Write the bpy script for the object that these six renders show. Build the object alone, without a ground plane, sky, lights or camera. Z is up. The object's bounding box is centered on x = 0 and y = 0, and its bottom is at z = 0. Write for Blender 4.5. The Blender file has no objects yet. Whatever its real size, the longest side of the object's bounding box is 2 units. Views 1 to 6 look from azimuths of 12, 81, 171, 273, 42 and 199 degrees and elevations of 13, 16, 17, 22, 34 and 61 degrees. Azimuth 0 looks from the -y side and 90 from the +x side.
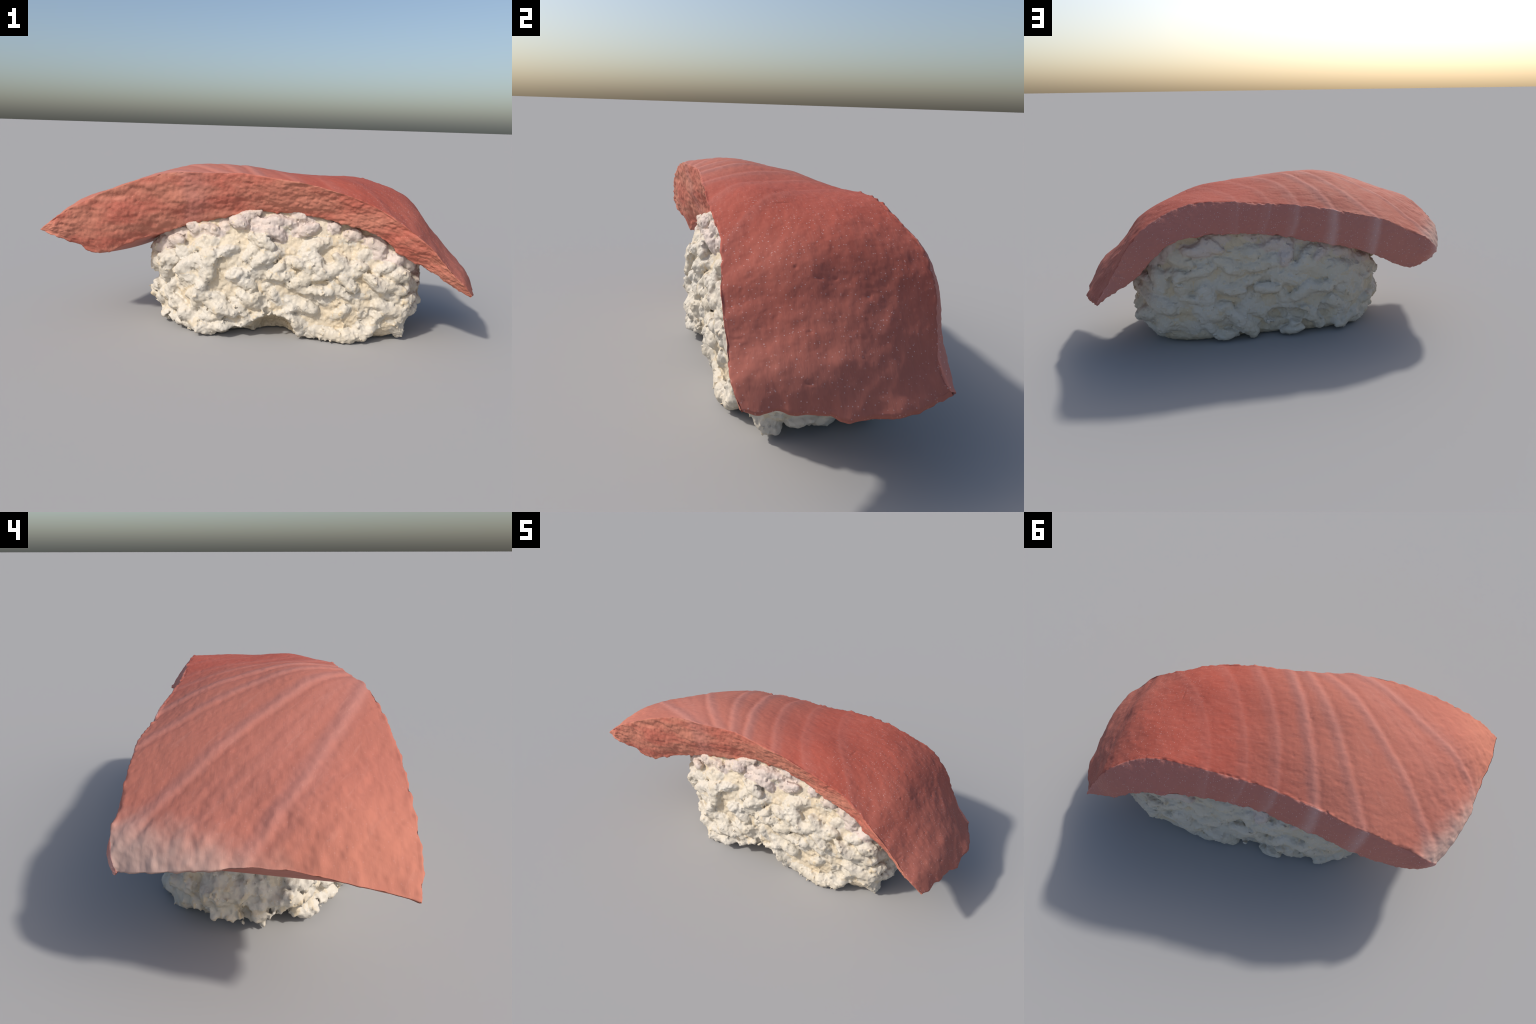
"""Tuna nigiri: a slanted slab of fish draped over a hand-pressed block of rice."""
import bpy, math
import numpy as np

RNG = np.random.default_rng(20)

# ------------------------------------------------------------------ numeric helpers
LATTICE = np.random.default_rng(7).random((64, 64, 64)).astype(np.float32)


def value_noise(p, scale, offset=0.0):
    """Smooth lattice noise in -1..1 at points p (n,3); scale may be a number or a triple."""
    q = np.asarray(p, np.float32) * np.asarray(scale, np.float32) + np.float32(offset) + np.float32(137.31)
    i = np.floor(q).astype(np.int32)
    f = q - i
    f = f * f * (3 - 2 * f)
    i &= 63
    j = (i + 1) & 63
    x0, y0, z0, x1, y1, z1 = i[..., 0], i[..., 1], i[..., 2], j[..., 0], j[..., 1], j[..., 2]
    fx, fy, fz = f[..., 0], f[..., 1], f[..., 2]
    L = LATTICE
    a = L[x0, y0, z0] * (1 - fx) + L[x1, y0, z0] * fx
    b = L[x0, y1, z0] * (1 - fx) + L[x1, y1, z0] * fx
    c = L[x0, y0, z1] * (1 - fx) + L[x1, y0, z1] * fx
    d = L[x0, y1, z1] * (1 - fx) + L[x1, y1, z1] * fx
    return ((a * (1 - fy) + b * fy) * (1 - fz) + (c * (1 - fy) + d * fy) * fz) * 2 - 1


def fbm(p, scale, octaves=4, gain=0.5, offset=0.0):
    out, amp, s = 0.0, 1.0, np.asarray(scale, np.float32)
    for k in range(octaves):
        out = out + amp * value_noise(p, s, offset + 17.7 * k)
        amp, s = amp * gain, s * 2.03
    return out


def smoothstep(a, b, x):
    t = np.clip((x - a) / (b - a), 0, 1)
    return t * t * (3 - 2 * t)


def spline(ts, ys, t):
    """Natural cubic spline through (ts, ys); ys may be (n,) or (n,k)."""
    ts, ys = np.asarray(ts, float), np.asarray(ys, float)
    flat = ys.reshape(len(ts), -1)
    n, h = len(ts), np.diff(ts)
    A, R = np.eye(n), np.zeros_like(flat)
    for i in range(1, n - 1):
        A[i, i - 1:i + 2] = h[i - 1], 2 * (h[i - 1] + h[i]), h[i]
        R[i] = 6 * ((flat[i + 1] - flat[i]) / h[i] - (flat[i] - flat[i - 1]) / h[i - 1])
    m = np.linalg.solve(A, R)
    t = np.atleast_1d(t)
    k = np.clip(np.searchsorted(ts, t) - 1, 0, n - 2)
    u, v, hk = (ts[k + 1] - t)[:, None], (t - ts[k])[:, None], h[k][:, None]
    y = m[k] * u ** 3 / (6 * hk) + m[k + 1] * v ** 3 / (6 * hk) + (flat[k] / hk - m[k] * hk / 6) * u + (flat[k + 1] / hk - m[k + 1] * hk / 6) * v
    return y.reshape((len(t),) + ys.shape[1:])


def vertex_normals(v, faces):
    a, b, c, d = (v[faces[:, k]] for k in range(4))
    fn = np.cross(c - a, d - b)
    n = np.zeros_like(v)
    for k in range(4):
        np.add.at(n, faces[:, k], fn)
    return n / np.maximum(np.linalg.norm(n, axis=1, keepdims=True), 1e-12)


def mesh_object(name, v, faces, normals, slots, material_of_face, parent):
    """One region of a surface as a mesh object that keeps the whole surface's normals."""
    used, inverse = np.unique(faces.ravel(), return_inverse=True)
    me = bpy.data.meshes.new(name)
    f = inverse.reshape(-1, 4)
    me.vertices.add(len(used))
    me.vertices.foreach_set("co", v[used].astype(np.float32).ravel())
    me.loops.add(f.size)
    me.loops.foreach_set("vertex_index", f.ravel().astype(np.int32))
    me.polygons.add(len(f))
    me.polygons.foreach_set("loop_start", np.arange(0, f.size, 4, dtype=np.int32))
    me.polygons.foreach_set("loop_total", np.full(len(f), 4, np.int32))
    for m in slots:
        me.materials.append(m)
    me.polygons.foreach_set("material_index", material_of_face.astype(np.int32))
    me.update(calc_edges=True)
    me.validate()
    me.polygons.foreach_set("use_smooth", np.ones(len(me.polygons), bool))
    if len(me.vertices) == len(used):
        me.normals_split_custom_set_from_vertices([tuple(x) for x in normals[used]])
    ob = bpy.data.objects.new(name, me)
    bpy.context.scene.collection.objects.link(ob)
    ob.parent = parent
    return ob


# ------------------------------------------------------------------ material node helpers
class Nodes:
    def __init__(self, name):
        self.mat = bpy.data.materials.new(name)
        self.mat.use_nodes = True
        self.t = self.mat.node_tree
        self.bsdf = self.t.nodes["Principled BSDF"]
        self.pos = self.t.nodes.new("ShaderNodeTexCoord").outputs["Object"]
        s = self.t.nodes.new("ShaderNodeSeparateXYZ")
        self.link(self.pos, s.inputs[0])
        self.x, self.y, self.z = s.outputs

    def link(self, a, b):
        self.t.links.new(a, b)

    def put(self, value, socket):
        if hasattr(value, "is_output"):
            self.link(value, socket)
        elif isinstance(value, tuple):
            socket.default_value = (*value, 1.0) if len(value) == 3 and socket.type == "RGBA" else value
        else:
            socket.default_value = value

    def math(self, op, a, b=0.0, c=0.0):
        n = self.t.nodes.new("ShaderNodeMath")
        n.operation = op
        for k, value in enumerate((a, b, c)):
            self.put(value, n.inputs[k])
        return n.outputs[0]

    def add(self, a, b): return self.math("ADD", a, b)
    def sub(self, a, b): return self.math("SUBTRACT", a, b)
    def mul(self, a, b): return self.math("MULTIPLY", a, b)

    def step(self, value, lo, hi, a=0.0, b=1.0):
        n = self.t.nodes.new("ShaderNodeMapRange")
        n.interpolation_type = "SMOOTHSTEP"
        self.put(value, n.inputs[0])
        for k, w in enumerate((lo, hi, a, b)):
            n.inputs[k + 1].default_value = w
        return n.outputs[0]

    def mapped(self, scale=(1, 1, 1), rotation=(0, 0, 0)):
        n = self.t.nodes.new("ShaderNodeMapping")
        n.inputs["Scale"].default_value = scale
        n.inputs["Rotation"].default_value = rotation
        self.link(self.pos, n.inputs["Vector"])
        return n.outputs[0]

    def noise(self, scale, detail=3.0, vector=None, rough=0.55, distortion=0.0):
        n = self.t.nodes.new("ShaderNodeTexNoise")
        self.link(vector or self.pos, n.inputs["Vector"])
        n.inputs["Scale"].default_value, n.inputs["Detail"].default_value = scale, detail
        n.inputs["Roughness"].default_value, n.inputs["Distortion"].default_value = rough, distortion
        return n.outputs["Fac"]

    def specks(self, scale, radius, keep):
        """Dots of random strength: 1 in the middle of some Voronoi cells."""
        n = self.t.nodes.new("ShaderNodeTexVoronoi")
        self.link(self.pos, n.inputs["Vector"])
        n.inputs["Scale"].default_value = scale
        pick = self.t.nodes.new("ShaderNodeSeparateColor")
        self.link(n.outputs["Color"], pick.inputs[0])
        dot = self.step(n.outputs["Distance"], radius, radius * 0.45)
        return self.mul(dot, self.step(pick.outputs[0], 1 - keep, 1.0))

    def mix(self, fac, a, b, mode="MIX"):
        n = self.t.nodes.new("ShaderNodeMix")
        n.data_type, n.blend_type = "RGBA", mode
        self.put(fac, n.inputs[0])
        self.put(a, n.inputs[6])
        self.put(b, n.inputs[7])
        return n.outputs[2]

    def bump(self, height, strength, distance, before=None):
        n = self.t.nodes.new("ShaderNodeBump")
        n.inputs["Strength"].default_value, n.inputs["Distance"].default_value = strength, distance
        self.link(height, n.inputs["Height"])
        if before:
            self.link(before, n.inputs["Normal"])
        return n.outputs[0]

    def finish(self, colour, roughness, normal=None, specular=0.3, **more):
        self.put(colour, self.bsdf.inputs["Base Color"])
        self.put(roughness, self.bsdf.inputs["Roughness"])
        self.bsdf.inputs["Specular IOR Level"].default_value = specular
        for k, value in more.items():
            self.put(value, self.bsdf.inputs[k.replace("_", " ")])
        if normal:
            self.link(normal, self.bsdf.inputs["Normal"])
        return self.mat


# ------------------------------------------------------------------ the fish slab
# Cross-section stations from the thin pale end to the drooping dark end:
# top front edge, top back edge, bottom back edge, bottom front edge (x, y, z each).
STATIONS = np.array([
    [(-1.003, -.400, .462), (-.830, .297, .405), (-.818, .300, .399), (-.988, -.394, .456)],
    [(-.930, -.414, .510), (-.785, .322, .468), (-.755, .332, .365), (-.925, -.404, .437)],
    [(-.865, -.416, .556), (-.700, .323, .510), (-.695, .335, .340), (-.850, -.360, .400)],
    [(-.760, -.412, .612), (-.600, .325, .560), (-.615, .343, .352), (-.740, -.325, .352)],
    [(-.636, -.402, .668), (-.512, .325, .599), (-.512, .359, .403), (-.600, -.322, .408)],
    [(-.500, -.386, .719), (-.410, .322, .622), (-.400, .361, .449), (-.460, -.288, .457)],
    [(-.354, -.366, .754), (-.312, .304, .644), (-.300, .350, .475), (-.330, -.280, .505)],
    [(-.200, -.342, .758), (-.200, .296, .667), (-.192, .345, .500), (-.180, -.266, .545)],
    [(-.050, -.306, .760), (-.050, .284, .686), (-.060, .333, .526), (-.030, -.242, .580)],
    [(.091, -.297, .742), (.080, .282, .698), (.080, .339, .557), (.090, -.214, .585)],
    [(.224, -.292, .728), (.210, .287, .712), (.200, .352, .569), (.220, -.208, .579)],
    [(.340, -.286, .703), (.334, .291, .718), (.300, .367, .575), (.320, -.207, .562)],
    [(.446, -.271, .671), (.444, .293, .711), (.410, .393, .578), (.420, -.219, .545)],
    [(.545, -.254, .627), (.550, .308, .683), (.494, .405, .568), (.510, -.214, .522)],
    [(.637, -.256, .575), (.640, .338, .640), (.560, .413, .546), (.580, -.202, .481)],
    [(.712, -.264, .526), (.700, .356, .587), (.612, .418, .500), (.650, -.193, .426)],
    [(.783, -.260, .466), (.762, .358, .500), (.670, .416, .440), (.728, -.184, .386)],
    [(.865, -.254, .375), (.832, .346, .390), (.740, .397, .372), (.803, -.200, .350)],
    [(.920, -.245, .322), (.882, .345, .320), (.830, .384, .318), (.880, -.212, .305)],
    [(.957, -.228, .278), (.915, .365, .270), (.911, .371, .256), (.951, -.226, .268)]])
# How far the top surface swells above the straight line between its edges, at a
# quarter, a half and three quarters of the way from front to back.
SWELL = np.array([(.046, .062, .041), (.062, .066, .042), (.064, .072, .044), (.050, .064, .042), (.040, .052, .040),
                  (.042, .050, .038), (.050, .052, .038), (.050, .050, .036), (.036, .042, .030), (.027, .032, .024),
                  (.024, .019, .015), (.034, .021, .013), (.036, .028, .018), (.035, .040, .027), (.032, .044, .034),
                  (.032, .050, .040), (.032, .050, .036), (.036, .040, .026), (.034, .026, .012), (-.010, -.022, -.016)])
END_BOW = {0: (-.019, -.031, -.036), 1: (-.012, -.022, -.022), 2: (-.006, -.010, -.010), 17: (.006, .014, .012), 18: (.018, .030, .026), 19: (.036, .058, .048)}

# Sheets of fat through the meat, x = a + b*y + c*y^2 + d*(z - 0.7); then width, strength
FAT = [(-1.194, -1.934, 1.971, -1.01, .018, .66), (-.548, -1.324, .051, -.50, .022, .60), (-.274, -.752, .002, -.347, .019, .55),
       (-.134, -.525, .090, -.293, .022, .66), (.017, -.493, .415, -.326, .014, .34), (.176, -.552, .328, -.523, .008, .22),
       (.349, -.712, .928, -.092, .007, .18)]

# fainter threads fanning out between and beyond the first two sheets
THREADS = [tuple(np.array(FAT[1][:4]) * (1 - t) + np.array(FAT[0][:4]) * t) + (w, k) for t, w, k in ((.24, .009, .12), (.40, .014, .22), (.57, .011, .18), (.78, .008, .10), (1.20, .010, .20), (1.44, .008, .12))]


def fat_distance(p, sheet):
    a, b, c, d = sheet[:4]
    slope = b + 2 * c * p[:, 1]
    return (p[:, 0] - a - b * p[:, 1] - c * p[:, 1] ** 2 - d * (p[:, 2] - .7)) / np.sqrt(1 + slope ** 2)


def build_fish(parent, materials):
    rows, across, side = 520, 170, 44
    station = np.linspace(0, len(STATIONS) - 1, 2400)
    edges = spline(np.arange(len(STATIONS)), STATIONS, station)
    middle = edges[:, :2].mean(1)
    length = np.concatenate([[0], np.cumsum(np.linalg.norm(np.diff(middle, axis=0), axis=1))])
    pick = np.interp(np.linspace(0, length[-1], rows), length, station)
    edges = spline(np.arange(len(STATIONS)), STATIONS, pick)
    swell = spline(np.arange(len(STATIONS)), SWELL, pick)
    bow = np.zeros((len(STATIONS), 3))
    for k, b in END_BOW.items():
        bow[k] = b
    bow = spline(np.arange(len(STATIONS)), bow, pick)
    tf, tb, bb, bf = (edges[:, k] for k in range(4))

    t = np.linspace(0, 1, across)
    t = t - .06 * np.sin(2 * math.pi * t) / math.pi      # a little denser at the cut edges
    basis = spline([0, .25, .5, .75, 1], np.eye(5)[:, 1:4], t)

    def sheet(front, back, up, out):
        s = front[:, None] * (1 - t)[None, :, None] + back[:, None] * t[None, :, None]
        s[..., 2] += up @ basis.T
        s[..., 0] += out @ basis.T
        return s

    top = sheet(tf, tb, swell, bow)
    thin = np.interp(pick, [0, 1, 2, 3, 4, 5, 6, 16, 19], [1, .74, .25, -.30, -.5, -.3, .2, .55, 1])[:, None]      # the slab tapers to a blade at both ends
    bottom = sheet(bf, bb, swell * thin, bow * .95)[:, ::-1]
    w = np.linspace(0, 1, side + 2)[1:-1]

    def cut(a, b, bulge):
        s = a[:, None] * (1 - w)[None, :, None] + b[:, None] * w[None, :, None]
        s[..., 1] += bulge[:, None] * (4 * w * (1 - w))[None]
        return s

    thick_front = np.linalg.norm(tf - bf, axis=1)
    back = cut(tb, bb, np.full(rows, .012))
    front = cut(bf, tf, -np.interp(pick, [0, 3, 5, 9, 12, 19], [.03, .04, .06, .05, .02, .02]) * thick_front * smoothstep(0, .06, thick_front))
    ring = np.concatenate([top, back, bottom, front], 1)
    n = ring.shape[1]
    v = ring.reshape(-1, 3)
    i = np.arange(rows - 1)[:, None]
    j = np.arange(n)[None]
    k = (j + 1) % n
    faces = np.stack([i * n + j, (i + 1) * n + j, (i + 1) * n + k, i * n + k], -1).reshape(-1, 4)
    kind = np.concatenate([np.zeros(across - 1), np.ones(side + 1), np.full(across - 1, 3), np.full(side + 1, 2)])
    kind = np.broadcast_to(kind, (rows - 1, n)).ravel()
    for r, flip in ((0, False), (rows - 1, True)):          # thin end caps
        j = np.arange(across - 1)
        lower = 2 * across + side - 1 - j
        cap = np.stack([j, j + 1, lower - 1, lower], 1) + r * n
        faces = np.vstack([faces, cap[:, ::-1] if flip else cap])
        kind = np.concatenate([kind, np.zeros(across - 1)])
    normals = vertex_normals(v, faces)
    # soft region weights round the ring
    a = np.arange(n)
    wt = np.concatenate([np.ones(across), np.zeros(n - across)])
    wb = ((a >= across) & (a < across + side)).astype(float)
    wf = (a >= 2 * across + side).astype(float)

    def soften(x, times=4):
        for _ in range(times):
            x = (np.roll(x, 1) + 2 * x + np.roll(x, -1)) / 4
        return np.broadcast_to(x, (rows, n)).ravel()

    wt, wb, wf = soften(wt, 2), soften(wb), soften(wf)
    edge_front = soften(np.isin(a, (0,)).astype(float), 2) / .3
    edge_back = soften(np.isin(a, (across - 1,)).astype(float), 5) / .25
    edge_low = soften(np.isin(a, (across + side, 2 * across + side - 1)).astype(float), 4) / .27
    x, y, z = v.T
    # the flesh: fibres on the top, pits and dents toward the dark end, crumbly front cut
    h = np.zeros(len(v))
    fine = fbm(v, (26, 55, 40), 3)
    h += wt * (.0009 * fine + .0005 * fbm(v, (120, 60, 80), 2))
    dark = smoothstep(.35, .85, x)
    pale_end = smoothstep(-.5, -.9, x)
    h += wt * (dark * .009 * fbm(v, 7.5, 3) + .004 * fbm(v, 5, 2, offset=9.))
    h += wt * pale_end * .0026 * fbm(v, (30, 38, 30), 3, offset=3.)
    pits = np.clip(value_noise(v, (62, 44, 50), 5.) - .66, 0, 1) * smoothstep(-.1, .3, value_noise(v, 9, 15.))
    h -= wt * (.006 + .004 * dark) * pits
    for sheet_ in FAT + THREADS:
        d = fat_distance(v, sheet_)
        h += (wt + .5 * wb) * sheet_[5] * (-.0042 * np.exp(-((d + .016) / .016) ** 2) + .0034 * np.exp(-((d - .008) / .020) ** 2))
    grain = fbm(v, (22, 40, 40), 4, .6, 2.)
    h += wf * (.0036 * grain + .0020 * fbm(v, (75, 80, 80), 2) + .006 * fbm(v, (7, 10, 14), 2, offset=4.))
    h -= wf * .016 * np.clip(value_noise(v, (10, 26, 26), 8.) - .45, 0, 1)
    h += wb * (.0016 * fbm(v, (40, 40, 60), 3) + .003 * fbm(v, 6, 2, offset=1.))
    h += edge_front * .004 * fbm(v, 30, 3, offset=6.) + edge_low * .007 * fbm(v, (28, 28, 28), 3, .6, 2.)
    h += edge_back * .0055 * fbm(v, 42, 3, offset=12.)
    v = v + normals * h[:, None]
    # ragged thin ends
    s = np.repeat(np.linspace(0, 1, rows), n)
    ragged = .010 * fbm(v * (0, 1, 0), (1, 11, 1), 4, .55) + .016 * np.clip(value_noise(v * (0, 1, 0), (1, 27, 1), 3.) - .45, 0, 1)
    v[:, 0] += np.where(s > .5, 1, -.55) * ragged * (smoothstep(.975, 1, s) + smoothstep(.02, 0, s))
    v[:, 2] -= .7 * np.where(s > .5, 1, 0) * ragged * smoothstep(.975, 1, s)
    normals = vertex_normals(v, faces)

    centre = v[faces].mean(1)
    label = np.zeros(len(faces), int)
    for q, sheet_ in enumerate(FAT):
        near = (np.abs(fat_distance(centre, sheet_)) < sheet_[4] * .7) & (kind < 2)
        label[near] = q + 1
    body = mesh_object("fish_slice", v, faces[label == 0], normals, materials, kind[label == 0], parent)
    for q in range(len(FAT)):
        pickq = label == q + 1
        mesh_object("fat_line", v, faces[pickq], normals, materials, kind[pickq], body)
    return bottom


# ------------------------------------------------------------------ the rice
def under_fish(x, y):
    """Height of the slab's underside over the rice, from its front and back lower edges."""
    bf, bb = STATIONS[2:, 3], STATIONS[2:, 2]
    zf = np.interp(x, bf[:, 0], bf[:, 2])
    zb = np.interp(x, bb[:, 0], bb[:, 2])
    yf = np.interp(x, bf[:, 0], bf[:, 1])
    yb = np.interp(x, bb[:, 0], bb[:, 1])
    t = np.clip((y - yf) / (yb - yf), 0, 1)
    return zf * (1 - t) + zb * t + .09 * t * (1 - t)


# Plan of the hand-pressed block at half height: (x, front y, back y)
RICE_PLAN = np.array([(-.558, -.030, .050), (-.547, -.115, .125), (-.515, -.188, .196), (-.445, -.248, .260), (-.350, -.304, .316), (-.230, -.346, .340),
                      (-.070, -.334, .346), (.100, -.308, .348), (.250, -.281, .358), (.440, -.248, .370), (.600, -.205, .345), (.690, -.160, .288),
                      (.733, -.100, .210), (.752, .010, .100)])


def rice_outline(samples=420):
    """Closed smooth outline, counter-clockwise, evenly spaced, with outward normals."""
    ring = np.vstack([RICE_PLAN[:, [0, 1]], RICE_PLAN[::-1][:, [0, 2]]])
    ring = np.vstack([ring, ring[:1]])
    fine = []
    m = len(ring) - 1
    for k in range(m):                                    # Catmull-Rom round the ring
        a, b, c, d = ring[(k - 1) % m], ring[k], ring[(k + 1) % m], ring[(k + 2) % m]
        for t in np.linspace(0, 1, 30, endpoint=False):
            fine.append(.5 * (2 * b + (c - a) * t + (2 * a - 5 * b + 4 * c - d) * t ** 2 + (3 * b - a - 3 * c + d) * t ** 3))
    fine = np.array(fine + fine[:1])
    length = np.concatenate([[0], np.cumsum(np.linalg.norm(np.diff(fine, axis=0), axis=1))])
    at = np.linspace(0, length[-1], samples, endpoint=False)
    ring = np.stack([np.interp(at, length, fine[:, k]) for k in (0, 1)], 1)
    tangent = np.roll(ring, -1, 0) - np.roll(ring, 1, 0)
    normal = np.stack([tangent[:, 1], -tangent[:, 0]], 1)
    return ring, normal / np.linalg.norm(normal, axis=1, keepdims=True)


def tuck(normal_x, normal_y, z, x):
    """How far the wall leans in at a height: undercut at the foot, eased in under the fish."""
    left, right = np.clip(-normal_x, 0, 1) ** 2, np.clip(normal_x, 0, 1) ** 2
    front, back = np.clip(-normal_y, 0, 1) ** 2, np.clip(normal_y, 0, 1) ** 2
    foot = .018 * front * (x > 0) + .022 * back + .060 * left + .120 * right
    brow = .070 * front + np.interp(x, [-.1, .35], [.080, .010]) * back
    return foot * (1 - np.clip(z / .15, 0, 1)) ** 1.7 + brow * np.clip((z - .34) / .22, 0, 1.5) ** 1.3


def rice_core(x, y, z):
    """Signed distance (roughly) to the block's wall on a grid with axes x, y, z."""
    ring, normal = rice_outline()
    gx, gy = np.meshgrid(x, y, indexing="ij")
    p = np.stack([gx.ravel(), gy.ravel()], 1)
    best = np.full(len(p), 9.0)
    which = np.zeros(len(p), int)
    for k in range(len(ring)):
        d2 = ((p - ring[k]) ** 2).sum(1)
        nearer = d2 < best
        best[nearer], which[nearer] = d2[nearer], k
    signed = ((p - ring[which]) * normal[which]).sum(1)
    dist = np.where(signed < 0, -np.sqrt(best), np.sqrt(best)).reshape(gx.shape)
    n = normal[which].reshape(gx.shape + (2,))
    return dist[..., None] + tuck(n[..., None, 0], n[..., None, 1], np.asarray(z)[None, None], gx[..., None]) + .040 * (1 - np.clip(np.asarray(z) / .055, 0, 1)) ** 2


def rice_lid(p):
    """The slab presses on the rice: well bedded in the middle, just touching along its rims."""
    x, y, z = p[..., 0], p[..., 1], p[..., 2]
    bf, bb = STATIONS[2:, 3], STATIONS[2:, 2]
    inner = np.minimum(y - np.interp(x, bf[:, 0], bf[:, 1]), np.interp(x, bb[:, 0], bb[:, 1]) - y)
    return (z - under_fish(x, y) - np.interp(inner, [-.02, .06], [.006, .045])) * .8


def scatter_grains():
    grains, tries = [], 0
    for x, y, z, turn in ((-.20, -.310, .034, .5), (-.27, -.275, .040, 2.6), (.43, -.224, .034, .2), (.34, -.232, .040, 2.9), (-.34, -.262, .050, 2.4), (-.13, -.318, .046, .3), (-.20, -.322, .100, 2.9), (-.29, -.300, .092, .4), (-.40, -.215, .045, 2.2), (-.47, .010, .034, 1.5),
                          (-.44, -.165, .036, 1.2), (-.33, .270, .040, .6), (.30, .325, .036, .1)):          # kernels that the block stands on
        grains.append((np.array([x, y, z]), np.array([math.cos(turn), math.sin(turn), .0]), .045, .032))
    for x, y, z in ((-.357, -.255, .470), (-.27, -.262, .492), (-.185, -.262, .515), (-.075, -.258, .535), (.020, -.222, .548), (.115, -.200, .550), (.195, -.192, .540),
                    (.270, -.220, .528), (.350, -.195, .530), (.440, -.188, .512), (.510, -.180, .470), (.577, -.172, .440), (.640, -.165, .370)):
        turn = RNG.uniform(-.9, .9)                            # the row of kernels bulging out just under the fish
        spot = np.array([x, y, z - .012]) + RNG.normal(0, 1, 3) * (.012, .008, .012)
        grains.append((spot, np.array([math.cos(turn), .0, math.sin(turn)]), RNG.uniform(.012, .045), RNG.uniform(.026, .042)))
    ring, normal = rice_outline()
    while len(grains) < 260 and tries < 9000:
        tries += 1
        k = int(RNG.integers(len(ring)))
        z = .020 + .57 * RNG.random()
        n2 = normal[k]
        c = np.append(ring[k] - n2 * tuck(n2[0], n2[1], z, ring[k, 0]), z)
        if z > under_fish(c[0], c[1]) + .01:
            continue
        lean_out = (tuck(n2[0], n2[1], z + .02, ring[k, 0]) - tuck(n2[0], n2[1], z - .02, ring[k, 0])) / .04
        out = np.array([n2[0], n2[1], lean_out])
        out /= np.linalg.norm(out)
        front = smoothstep(.15, -.15, c[1])
        big = RNG.random() ** 1.6                              # many small kernels, some fused into larger clumps
        if any(np.linalg.norm(c - g[0]) < .046 + .030 * big + .010 * (1 - front) + .35 * max(g[3] - .032, 0) for g in grains):
            continue
        lean = RNG.normal(0, .55) if RNG.random() < .7 else RNG.uniform(-1.5, 1.5)
        side = np.cross([0, 0, 1], out)
        side /= np.linalg.norm(side)
        up = np.cross(out, side)
        axis = math.cos(lean) * side + math.sin(lean) * up + RNG.normal(0, .18) * out
        axis /= np.linalg.norm(axis)
        radius = .025 + .024 * big
        half = RNG.uniform(.030, .046) + .026 * big
        if front < .5:                                         # pressed flatter against the hand at the back
            radius, half = radius * 1.15, half * 1.2
        depth = -radius + RNG.normal(.003, .012) - .004 * (1 - front)
        c = c + out * depth
        c[2] = max(c[2], radius * .8 + abs(axis[2]) * half)
        grains.append((c, axis, half, radius))
    return grains


def smooth_union(a, b, k):
    h = np.clip(.5 + .5 * (b - a) / k, 0, 1)
    return b * (1 - h) + a * h - k * h * (1 - h)


def surface_nets(d, lo, step):
    """Quads on the zero level of a distance grid."""
    neg = d < 0
    nx, ny, nz = d.shape
    total = np.zeros((nx - 1, ny - 1, nz - 1, 3), np.float32)
    count = np.zeros((nx - 1, ny - 1, nz - 1), np.int16)
    corners = [(i, j, k) for i in (0, 1) for j in (0, 1) for k in (0, 1)]
    view = lambda g, c: g[c[0]:nx - 1 + c[0], c[1]:ny - 1 + c[1], c[2]:nz - 1 + c[2]]
    for c0 in corners:
        for ax in range(3):
            if c0[ax]:
                continue
            c1 = tuple(c0[q] + (q == ax) for q in range(3))
            a, b = view(d, c0), view(d, c1)
            hit = view(neg, c0) != view(neg, c1)
            f = a[hit] / (a[hit] - b[hit])
            point = np.tile(np.array(c0, np.float32), (len(f), 1))
            point[:, ax] = f
            total[hit] += point
            count[hit] += 1
    cells = np.argwhere(count > 0)
    index = np.full(count.shape, -1, np.int64)
    index[tuple(cells.T)] = np.arange(len(cells))
    v = (cells + total[tuple(cells.T)] / count[tuple(cells.T)][:, None]) * step + lo
    quads = []
    for ax in range(3):
        b, c = (ax + 1) % 3, (ax + 2) % 3
        sl0, sl1 = [slice(None)] * 3, [slice(None)] * 3
        sl0[ax], sl1[ax] = slice(0, -1), slice(1, None)
        e = np.argwhere(neg[tuple(sl0)] != neg[tuple(sl1)])
        e = e[(e[:, b] > 0) & (e[:, c] > 0) & (e[:, b] < d.shape[b] - 1) & (e[:, c] < d.shape[c] - 1)]
        db, dc = np.eye(3, dtype=int)[b], np.eye(3, dtype=int)[c]
        q = np.stack([index[tuple((e - o).T)] for o in (0 * db, db, db + dc, dc)], 1)
        inside = neg[tuple(e.T)]
        q[~inside] = q[~inside][:, ::-1]
        quads.append(q)
    quads = np.vstack(quads)
    return v, quads[(quads >= 0).all(1)]


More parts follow.
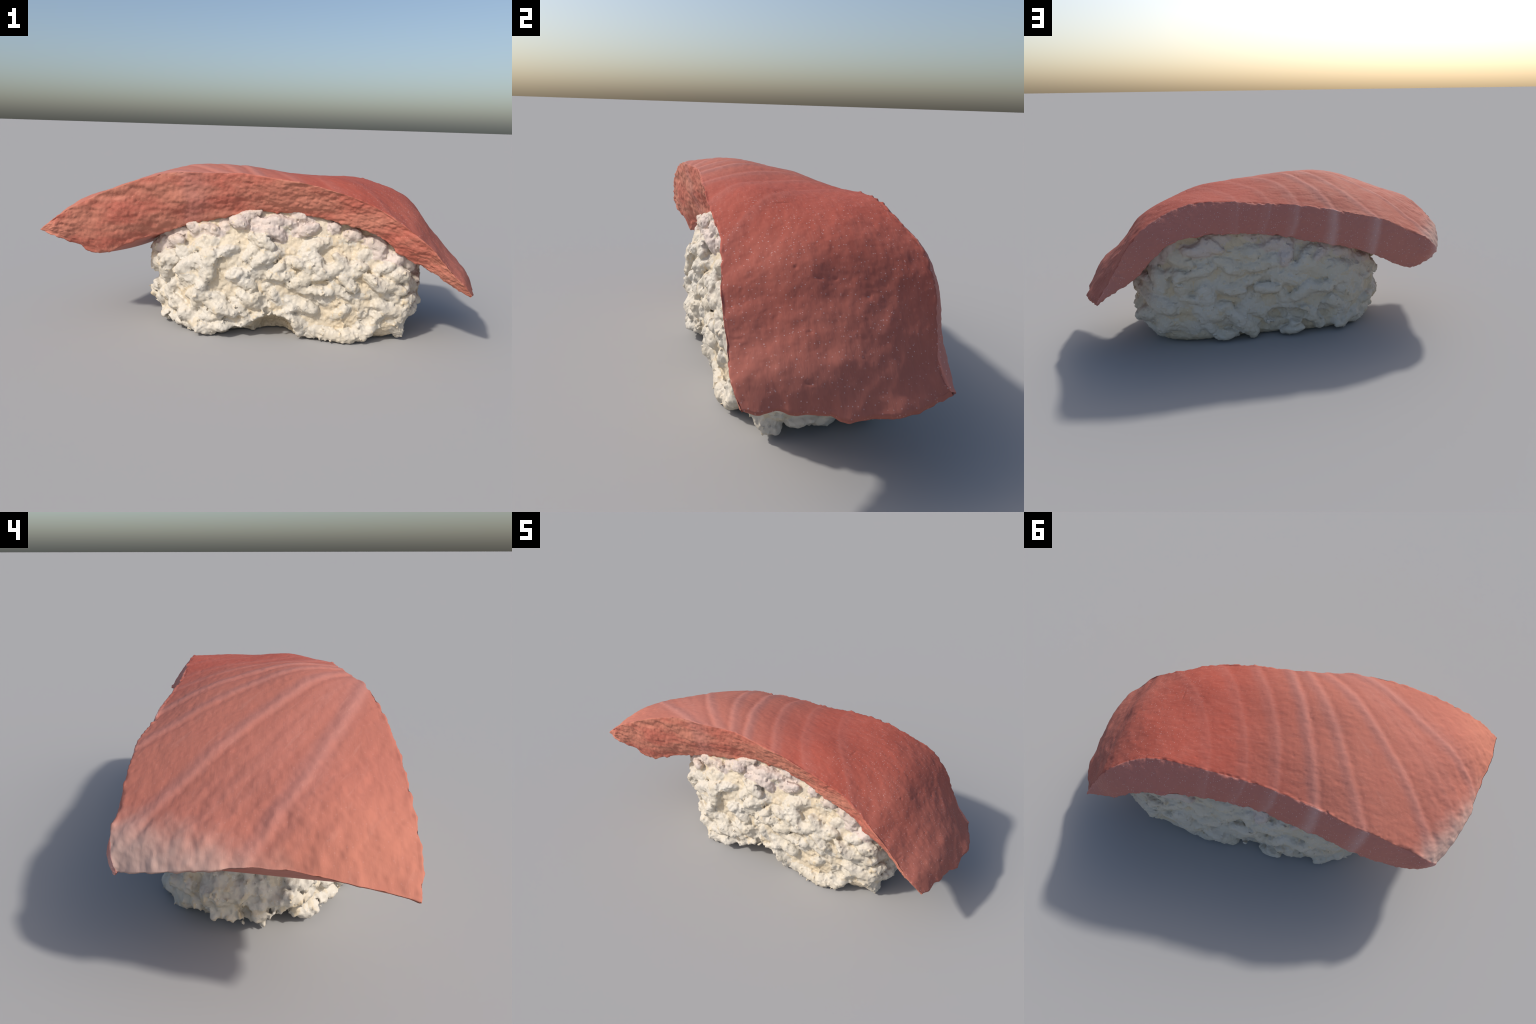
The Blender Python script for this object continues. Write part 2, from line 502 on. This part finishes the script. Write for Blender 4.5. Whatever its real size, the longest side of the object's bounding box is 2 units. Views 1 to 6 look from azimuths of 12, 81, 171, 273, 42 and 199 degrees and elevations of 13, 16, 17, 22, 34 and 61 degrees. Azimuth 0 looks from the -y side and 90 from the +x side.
# Hollows between the clumps: centre, radii
HOLLOWS = [((.070, -.330, .185), (.026, .050, .095)), ((.095, -.370, .000), (.135, .25, .125)), ((-.050, -.310, .000), (.09, .11, .055)), ((.085, -.325, .270), (.045, .05, .026)),
           ((.030, .360, .120), (.068, .085, .046)), ((-.065, .360, .120), (.068, .064, .038)), ((-.21, .350, .115), (.038, .060, .055)),
           ((-.47, -.10, .000), (.14, .045, .085)), ((-.38, -.22, .000), (.10, .040, .055)), ((-.50, .05, .000), (.10, .05, .055)),
           ((.40, .385, .34), (.12, .035, .030)), ((.20, .365, .235), (.10, .035, .028)), ((.52, -.245, .12), (.040, .050, .035)),
           ((-.25, -.365, .12), (.035, .05, .030)), ((-.34, .350, .25), (.08, .040, .030)), ((.31, -.285, .21), (.06, .04, .022))]


def build_rice(parent, materials):
    step = .0050
    lo = np.array([-.66, -.40, -.02])
    shape = np.ceil((np.array([.83, .44, .66]) - lo) / step).astype(int)
    axes = [lo[k] + step * np.arange(shape[k]) for k in range(3)]
    p = np.stack(np.meshgrid(*axes, indexing="ij"), -1).astype(np.float32)
    d = (rice_core(*axes) + .026).astype(np.float32)
    skin = np.abs(d) < .095                                     # only the outer layer needs detail
    layer = p[skin]
    d[skin] += .013 * value_noise(layer, 9, 2.)
    bent = p.copy()
    bent[skin] += np.stack([value_noise(layer, 17, k) for k in (3., 21., 40.)], -1) * np.float32(.010)
    grains = scatter_grains()
    owner = np.full(d.shape, -1, np.int32)
    best = np.full(d.shape, 9.0, np.float32)
    for q, (c, axis, half, radius) in enumerate(grains):
        reach = half + radius + .03
        a = np.clip(((c - reach - lo) / step).astype(int), 0, shape - 1)
        b = np.clip(((c + reach - lo) / step).astype(int) + 1, 1, shape)
        box = tuple(slice(a[k], b[k]) for k in range(3))
        r = bent[box] - c.astype(np.float32)
        along = np.clip(r @ axis.astype(np.float32), -half, half)
        g = np.linalg.norm(r - along[..., None] * axis.astype(np.float32), axis=-1) - radius * (1 - .30 * (along / half) ** 2)
        nearer = g < best[box]
        owner[box][nearer] = q
        best[box][nearer] = g[nearer]
        d[box] = smooth_union(d[box], g, .015)
    for c, radii in HOLLOWS:
        reach = np.array(radii) * 1.5 + .02
        a = np.clip(((np.array(c) - reach - lo) / step).astype(int), 0, shape - 1)
        b = np.clip(((np.array(c) + reach - lo) / step).astype(int) + 1, 1, shape)
        box = tuple(slice(a[k], b[k]) for k in range(3))
        r = (p[box] - np.array(c, np.float32)) / np.array(radii, np.float32)
        hollow = (np.linalg.norm(r, axis=-1) - 1) * min(radii)
        d[box] = -smooth_union(-d[box], hollow.astype(np.float32), .012)
    near = np.abs(d) < .035
    q = p[near]
    back = smoothstep(-.05, .25, q[:, 1])
    left = smoothstep(-.38, -.55, q[:, 0])
    rough = .0056 * fbm(q, 36, 4, .65) * (1 - .35 * back) + .010 * left * fbm(q, (30, 45, 30), 2, .6, 4.)
    rough += .016 * np.clip(value_noise(q, 52, 8.) - .50, 0, 1) - .012 * np.clip(value_noise(q, 30, 28.) - .5, 0, 1)
    rough -= .030 * np.clip(value_noise(q, 75, 33.) - .62, 0, 1)            # drawn-out starchy points
    d[near] += rough
    d = np.maximum(d, rice_lid(p).astype(np.float32))
    d = np.maximum(d, .0015 - p[..., 2])
    v, faces = surface_nets(d, lo, step)
    island = np.arange(len(v))                                  # drop crumbs that hang in the air
    while True:
        before = island.copy()
        low = island[faces].min(1)
        for k in range(4):
            np.minimum.at(island, faces[:, k], low)
        island = island[island]
        if (island == before).all():
            break
    main = np.bincount(island[faces[:, 0]]).argmax()
    faces = faces[island[faces[:, 0]] == main]
    normals = vertex_normals(v, faces)
    if np.einsum("ij,ij->i", normals, v - np.array([.08, .02, .28])).mean() < 0:
        faces = faces[:, ::-1]
        normals = -normals
    v = v + normals * (.0016 * fbm(v, 95, 2))[:, None]
    normals = vertex_normals(v, faces)
    centre = v[faces].mean(1)
    cell = np.clip(((centre - lo) / step).round().astype(int), 0, shape - 1)
    who, dist = owner[tuple(cell.T)], best[tuple(cell.T)]
    who = np.where(dist < .006, who, -1)
    zero = np.zeros
    block = mesh_object("rice_block", v, faces[who < 0], normals, [materials[0]], zero((who < 0).sum()), parent)
    for q, (c, *_) in enumerate(grains):
        mine = who == q
        pressed = c[2] > under_fish(c[0], c[1]) - .095          # kernels near the fish, tinted pink for light bounced off it
        kernel = materials[2] if pressed else materials[1]
        if mine.sum() > 60:
            mesh_object("rice_grain", v, faces[mine], normals, [kernel], zero(mine.sum()), block)
        elif mine.any():
            mesh_object("rice_crumb", v, faces[mine], normals, [materials[1]], zero(mine.sum()), block)["kind"] = "stuff"
    return block


# ------------------------------------------------------------------ materials
PINK, RED, BROWN = (.450, .158, .114), (.385, .090, .063), (.375, .128, .096)
PALE, GREY_FAT = (.520, .225, .175), (.465, .222, .186)


def flesh_base(n):
    cloud = n.noise(3.0, 3.0)
    mottled = n.noise(14.0, 4.0)
    along = n.add(n.add(n.x, n.mul(n.y, .35)), n.mul(n.sub(cloud, .5), .35))
    colour = n.mix(n.step(along, -.30, .32), PINK, RED)
    colour = n.mix(n.step(n.add(n.x, n.mul(n.sub(cloud, .5), .3)), .50, .95), colour, BROWN)
    colour = n.mix(n.step(mottled, .35, .75, 0, .20), colour, (.47, .15, .115))
    return colour, along, mottled


def fat_colour(n, colour, gain=1.0, sheets=None, pale=GREY_FAT, shade=(.36, .165, .145)):
    warp = n.mul(n.sub(n.noise(9.0, 4.0), .5), .034)
    patchy = n.step(n.noise(5.0, 3.0), .30, .62, .45, 1.0)
    for a, b, c, d, width, strength in sheets or FAT:
        f = n.add(n.mul(n.y, b), n.mul(n.mul(n.y, n.y), c))
        f = n.add(n.add(f, a), n.mul(n.sub(n.z, .7), d))
        slope = n.add(n.mul(n.y, 2 * c), b)
        norm = n.math("SQRT", n.add(n.mul(slope, slope), 1.0))
        dist = n.add(n.math("DIVIDE", n.sub(n.x, f), norm), warp)
        line = n.mul(patchy, n.step(n.math("ABSOLUTE", dist), width * 1.6, 0.0, 0, .52 * strength * gain))
        halo = n.step(n.math("ABSOLUTE", n.sub(dist, .018)), .038, .004, 0, .62 * strength * gain)
        colour = n.mix(halo, colour, shade)
        colour = n.mix(line, colour, pale)
    return colour


def top_material():
    n = Nodes("fish_top")
    colour, along, mottled = flesh_base(n)
    colour = fat_colour(n, colour)
    colour = fat_colour(n, colour, 1.0, THREADS)
    # thin diagonal marbling toward the pale end
    vein_space = n.mapped((1, 1, 1), (0, 0, math.radians(33)))
    vein = n.noise(1.0, 2.0, n_map(n, vein_space, (7, 48, 10)), .5, .6)
    colour = n.mix(n.mul(n.step(vein, .60, .74, 0, .30), n.step(n.x, .1, -.5)), colour, PALE)
    fibre = n.noise(1.0, 3.0, n_map(n, n.pos, (16, 90, 30)), .6, 1.2)
    colour = n.mix(n.step(fibre, .45, .75, 0, .18), colour, (.48, .19, .15))
    # pale fatty rim at the thin end and its back corner
    rim = n.add(n.sub(n.mul(n.x, -1), n.mul(n.y, -.55)), n.mul(n.sub(mottled, .5), .10))
    colour = n.mix(n.step(rim, .85, 1.0, 0, .88), colour, (.54, .375, .315))
    warm = n.add(n.sub(n.mul(n.x, -1), n.mul(n.y, .50)), n.mul(n.sub(mottled, .5), .20))
    colour = n.mix(n.step(warm, .85, 1.13, 0, .42), colour, (.53, .215, .14))
    dots = n.math("MAXIMUM", n.specks(105.0, .26, .75), n.specks(64.0, .19, .55))  # glitter toward the dark end, drawn as pale dots
    colour = n.mix(n.mul(dots, n.step(n.x, .2, .6, .08, .52)), colour, (.72, .50, .47))
    height = n.add(n.mul(fibre, .6), n.mul(n.noise(75, 4.0), .6))
    normal = n.bump(height, .22, .004)
    return n.finish(colour, n.step(mottled, .3, .7, .68, .82), normal, .09)


def n_map(n, vector, scale):
    m = n.t.nodes.new("ShaderNodeMapping")
    m.inputs["Scale"].default_value = scale
    n.link(vector, m.inputs["Vector"])
    return m.outputs[0]


def back_cut_material():
    n = Nodes("fish_smooth_cut")
    colour, along, mottled = flesh_base(n)
    colour = n.mix(.75, colour, (.56, .225, .180))
    colour = fat_colour(n, colour, 1.5, None, (.64, .40, .36), (.57, .28, .235))
    fibre = n.noise(1.0, 2.0, n_map(n, n.mapped((1, 1, 1), (0, math.radians(-35), 0)), (18, 40, 110)), .6, .8)
    colour = n.mix(n.step(fibre, .5, .8, 0, .22), colour, (.48, .22, .185))
    colour = n.mix(n.mul(n.math("MAXIMUM", n.specks(105.0, .25, .7), n.specks(64.0, .17, .5)), .9), colour, (.72, .52, .48))  # tiny reflective glints coloured onto the cut face
    normal = n.bump(n.add(fibre, n.noise(120, 3.0)), .25, .004)
    return n.finish(colour, .7, normal, .1)


def front_cut_material():
    n = Nodes("fish_torn_cut")
    cloud = n.noise(1.0, 4.0, n_map(n, n.pos, (4, 6, 11)), .55)
    grain = n.noise(1.0, 4.0, n_map(n, n.pos, (22, 40, 48)), .6)
    colour = n.mix(n.step(cloud, .36, .62), (.440, .128, .091), (.485, .185, .128))
    colour = n.mix(n.step(grain, .45, .75, 0, .35), colour, (.48, .185, .125))
    colour = fat_colour(n, colour, .6, FAT[:1])
    colour = n.mix(n.mul(n.specks(120.0, .24, .3), .6), colour, (.66, .38, .30))
    normal = n.bump(n.add(n.mul(grain, 1.0), n.noise(110, 4.0)), .3, .005)
    return n.finish(colour, .6, normal, .18)


def underside_material():
    n = Nodes("fish_underside")
    colour, _, _ = flesh_base(n)
    colour = n.mix(.6, colour, (.40, .105, .075))
    return n.finish(colour, .5, n.bump(n.noise(60, 4.0), .4, .005), .3)


def rice_material(name, white, cream):
    n = Nodes(name)
    patch = n.noise(7.0, 3.0)
    colour = n.mix(n.step(patch, .38, .66), white, cream)
    colour = n.mix(n.step(n.noise(26.0, 3.0), .55, .8, 0, .35), colour, (.62, .595, .55))
    fine = n.noise(70.0, 5.0)
    pit = n.specks(60.0, .32, .22)
    normal = n.bump(n.sub(fine, n.mul(pit, .8)), .5, .006)
    colour = n.mix(n.mul(n.specks(125.0, .24, .35), .7), colour, (.85, .83, .80))  # sparkles on the rice put into its colour as near-white specks
    return n.finish(colour, .5, normal, .25)


# ------------------------------------------------------------------ assembly
sushi = bpy.data.objects.new("nigiri_sushi", None)
bpy.context.scene.collection.objects.link(sushi)
sushi["label"] = "tuna nigiri sushi, pink striped fish slab over rice"
sushi["category"] = "sushi"

fish_materials = [top_material(), back_cut_material(), front_cut_material(), underside_material()]
build_fish(sushi, fish_materials)
rice_materials = [rice_material("sticky_rice", (.590, .515, .400), (.600, .495, .345)), rice_material("rice_kernel", (.585, .538, .462), (.585, .520, .415)),
                  rice_material("bounce_tinted_kernel", (.585, .498, .446), (.590, .492, .416))]
build_rice(sushi, rice_materials)
